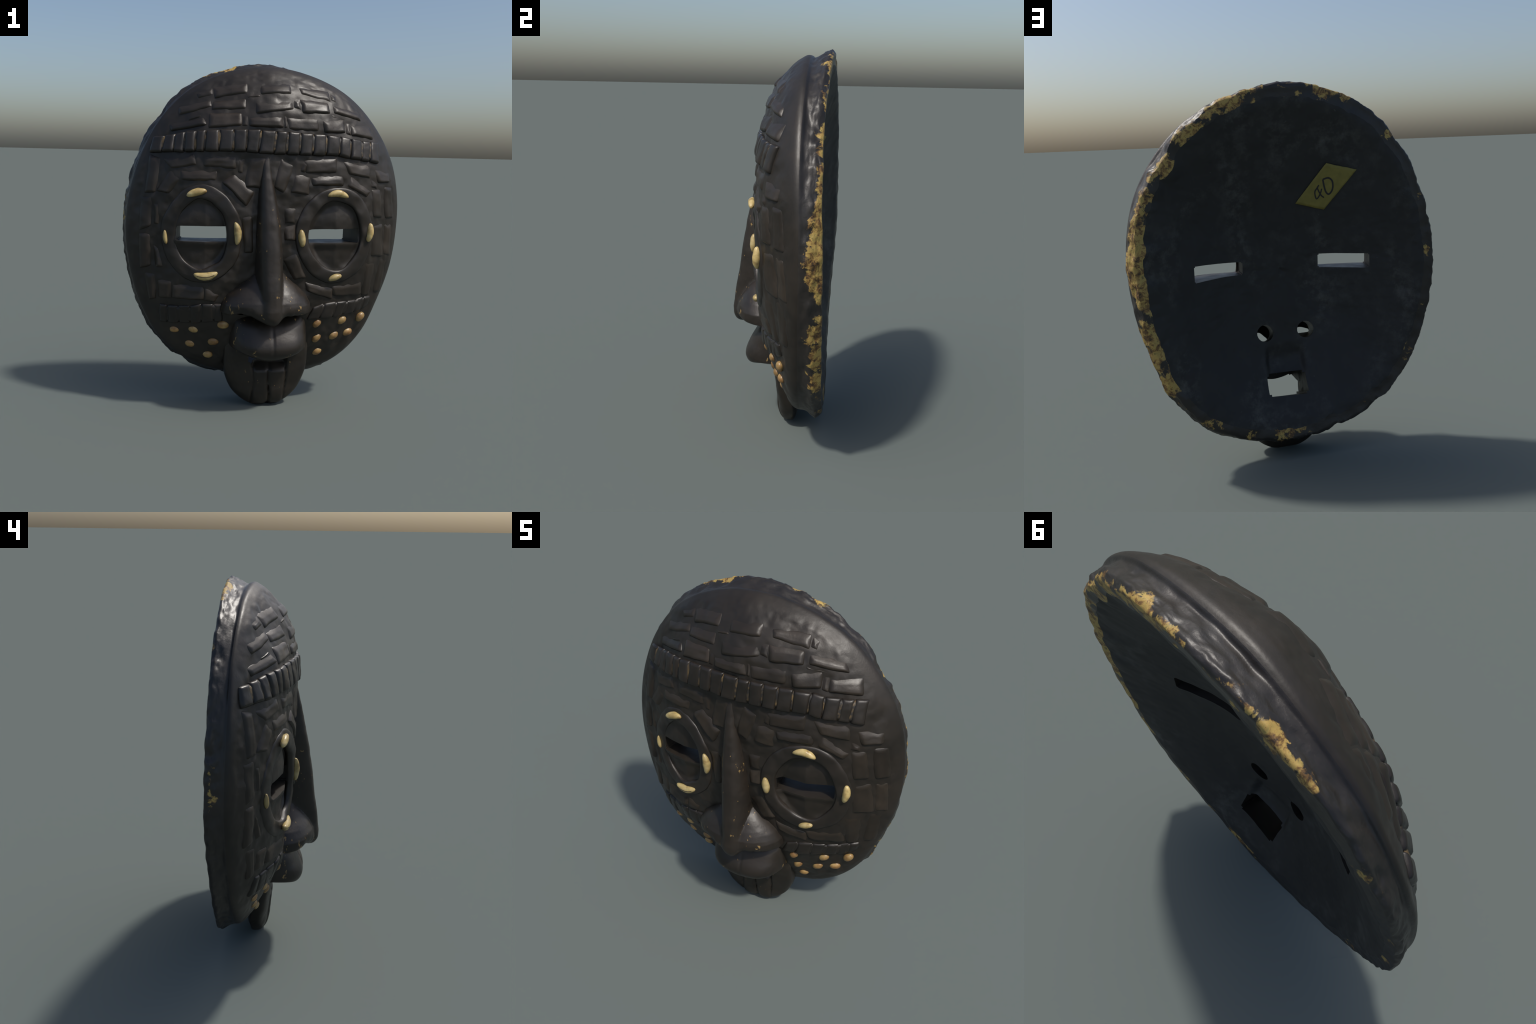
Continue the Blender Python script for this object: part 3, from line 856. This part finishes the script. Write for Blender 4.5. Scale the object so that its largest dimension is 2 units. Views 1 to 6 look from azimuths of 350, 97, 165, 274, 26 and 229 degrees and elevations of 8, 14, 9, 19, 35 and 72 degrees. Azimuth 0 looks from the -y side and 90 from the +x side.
# ------------------------------------------------------------------ chin with a cleft tongue
CHIN = [  # z, half width, front y, back y
    (.000, .060, .060, .078), (.010, .088, .040, .092), (.040, .138, .020, .104), (.090, .190, .006, .112), (.140, .220, .002, .120),
    (.200, .240, -.004, .115), (.260, .248, -.010, .100), (.330, .249, -.018, .080), (.400, .246, -.020, .060), (.460, .238, -.020, .045)]
TONGUE = (-.072, .024, .120)      # x of the three grooves that bound the two lobes of the tongue
def build_chin():
    st = catmull(CHIN, 9); nc = 220; verts = []; lobe_v = []
    for z, w, yf, yb in st:
        z = max(z, 0); yc = yf * .30 + yb * .70
        for j in range(nc):
            f = 2 * math.pi * j / nc; c, s = math.cos(f), math.sin(f)
            x = .006 + w * math.copysign(abs(c) ** .85, c)
            y = yc - (yc - yf) * abs(s) ** (.58 - .24 * float(smooth(.10, .26, z))) if s > 0 else yc + (yb - yc) * abs(s) ** .6
            zz = z
            if s > 0:
                g = 0.0
                for gx, dep in zip(TONGUE, (.008, .011, .008)):
                    xx = gx + .006 * math.sin(z * 22 + gx * 30)
                    g += dep * math.exp(-((x - xx) / .0065) ** 2)
                lob = 0.0
                for a, b in zip(TONGUE[:-1], TONGUE[1:]):
                    u = (x - (a + b) / 2) / ((b - a) / 2)
                    if abs(u) < 1: lob = .009 * (1 - u * u) ** .5
                topfade = 1 - float(smooth(.235, .285, z)); 
                y += (g - lob) * topfade * float(smooth(-.01, .03, z)) + .050 * float(smooth(.215, .285, z)) * (1 - float(smooth(.085, .115, abs(x - .024))))
                zz = z + .012 * math.exp(-((x - .024) / .016) ** 2) * (1 - float(smooth(.0, .05, z)))
            y += .0025 * mnoise.noise((x * 9, y * 9, z * 9)) + .001 * mnoise.noise((x * 30, y * 30, z * 30))
            verts.append((x, y, zz)); lobe_v.append(s > 0 and TONGUE[0] <= x <= TONGUE[2] and z < .27)
    n = len(st)
    faces = [(i * nc + j, i * nc + (j + 1) % nc, (i + 1) * nc + (j + 1) % nc, (i + 1) * nc + j) for i in range(n - 1) for j in range(nc)]
    faces += [tuple(range(nc)), tuple((n - 1) * nc + j for j in range(nc))]
    ob = make_obj('chin_body', verts, faces, MAT_CHIN)
    ob.data.materials.append(MAT_CHIN)
    ob.data.polygons.foreach_set('material_index', [1 if all(lobe_v[v] for v in f) else 0 for f in faces])
    outward(ob)
    cut(ob, [mouth_cut])
    co_ = [v.co.copy() for v in ob.data.vertices]; res = []
    for g, nm in ((0, 'chin'), (1, 'tongue')):
        fs = [tuple(q.vertices) for q in ob.data.polygons if min(q.material_index, 1) == g]
        used = sorted({v for f in fs for v in f}); idx = {v: i for i, v in enumerate(used)}
        res.append(make_obj(nm, [co_[v] for v in used], [[idx[v] for v in f] for f in fs], MAT_CHIN, res[0] if res else root))
        sharpen(res[-1], 50)
    bpy.data.objects.remove(ob)
    return res[0]
chin = build_chin()

# ------------------------------------------------------------------ numbered tape inside
def on_back(x, z, lift):
    e = .004
    fx = float(back_y(x + e, z) - back_y(x - e, z)) / (2 * e); fz = float(back_y(x, z + e) - back_y(x, z - e)) / (2 * e)
    n = Vector((-fx, 1, -fz)).normalized()
    return Vector((x, float(back_y(x, z)), z)) + n * lift

def build_tape():
    q = np.array([(-.251, 1.581), (-.412, 1.541), (-.253, 1.330), (-.097, 1.370)])
    n = 16; verts = []
    for i in range(n):
        s = i / (n - 1)
        for j in range(n):
            t = j / (n - 1)
            p = (1 - s) * (1 - t) * q[0] + s * (1 - t) * q[1] + s * t * q[2] + (1 - s) * t * q[3]
            if j in (0, n - 1): p = p + .003 * mnoise.noise((s * 5, j, 0))
            verts.append(on_back(p[0], p[1], .0075))
    ob = make_obj('tape_label', verts, grid_faces(n, n), MAT_TAPE)
    if sum(p.normal.y for p in ob.data.polygons) < 0: ob.data.flip_normals()
    md = ob.modifiers.new('thick', 'SOLIDIFY'); md.thickness = .006; md.offset = -1
    apply_mods(ob)
    return ob
tape = build_tape()

def ink_stroke(strokes, width):
    verts, faces = [], []
    for pts in strokes:
        c = catmull(pts, 6); o = len(verts)
        for i, p in enumerate(c):
            d = c[min(i + 1, len(c) - 1)] - c[max(i - 1, 0)]; d = d / (np.linalg.norm(d) + 1e-9)
            for sgn, lift in ((-1, .0060), (-1, .0088), (1, .0088), (1, .0060)):
                verts.append(on_back(p[0] - d[1] * width * sgn, p[1] + d[0] * width * sgn, lift))
        faces += [(o + i * 4 + j, o + i * 4 + (j + 1) % 4, o + (i + 1) * 4 + (j + 1) % 4, o + (i + 1) * 4 + j) for i in range(len(c) - 1) for j in range(4)]
        faces += [(o, o + 1, o + 2, o + 3), tuple(o + (len(c) - 1) * 4 + j for j in range(4))]
    ob = make_obj('ink_digit', verts, faces, MAT_INK, tape, False); outward(ob)
    return ob
ink_stroke([[(-.220, 1.466), (-.210, 1.449), (-.201, 1.433), (-.203, 1.411), (-.211, 1.392), (-.221, 1.400), (-.231, 1.422), (-.236, 1.446)],
            [(-.213, 1.449), (-.223, 1.429), (-.236, 1.409), (-.251, 1.397)]], .0036)
ink_stroke([[(-.239, 1.496), (-.267, 1.503), (-.287, 1.489), (-.294, 1.463), (-.291, 1.434), (-.276, 1.415), (-.261, 1.425), (-.250, 1.452), (-.239, 1.496)]], .0044)

for c in eye_cuts + nostril_cuts + [mouth_cut]:
    bpy.data.objects.remove(c)
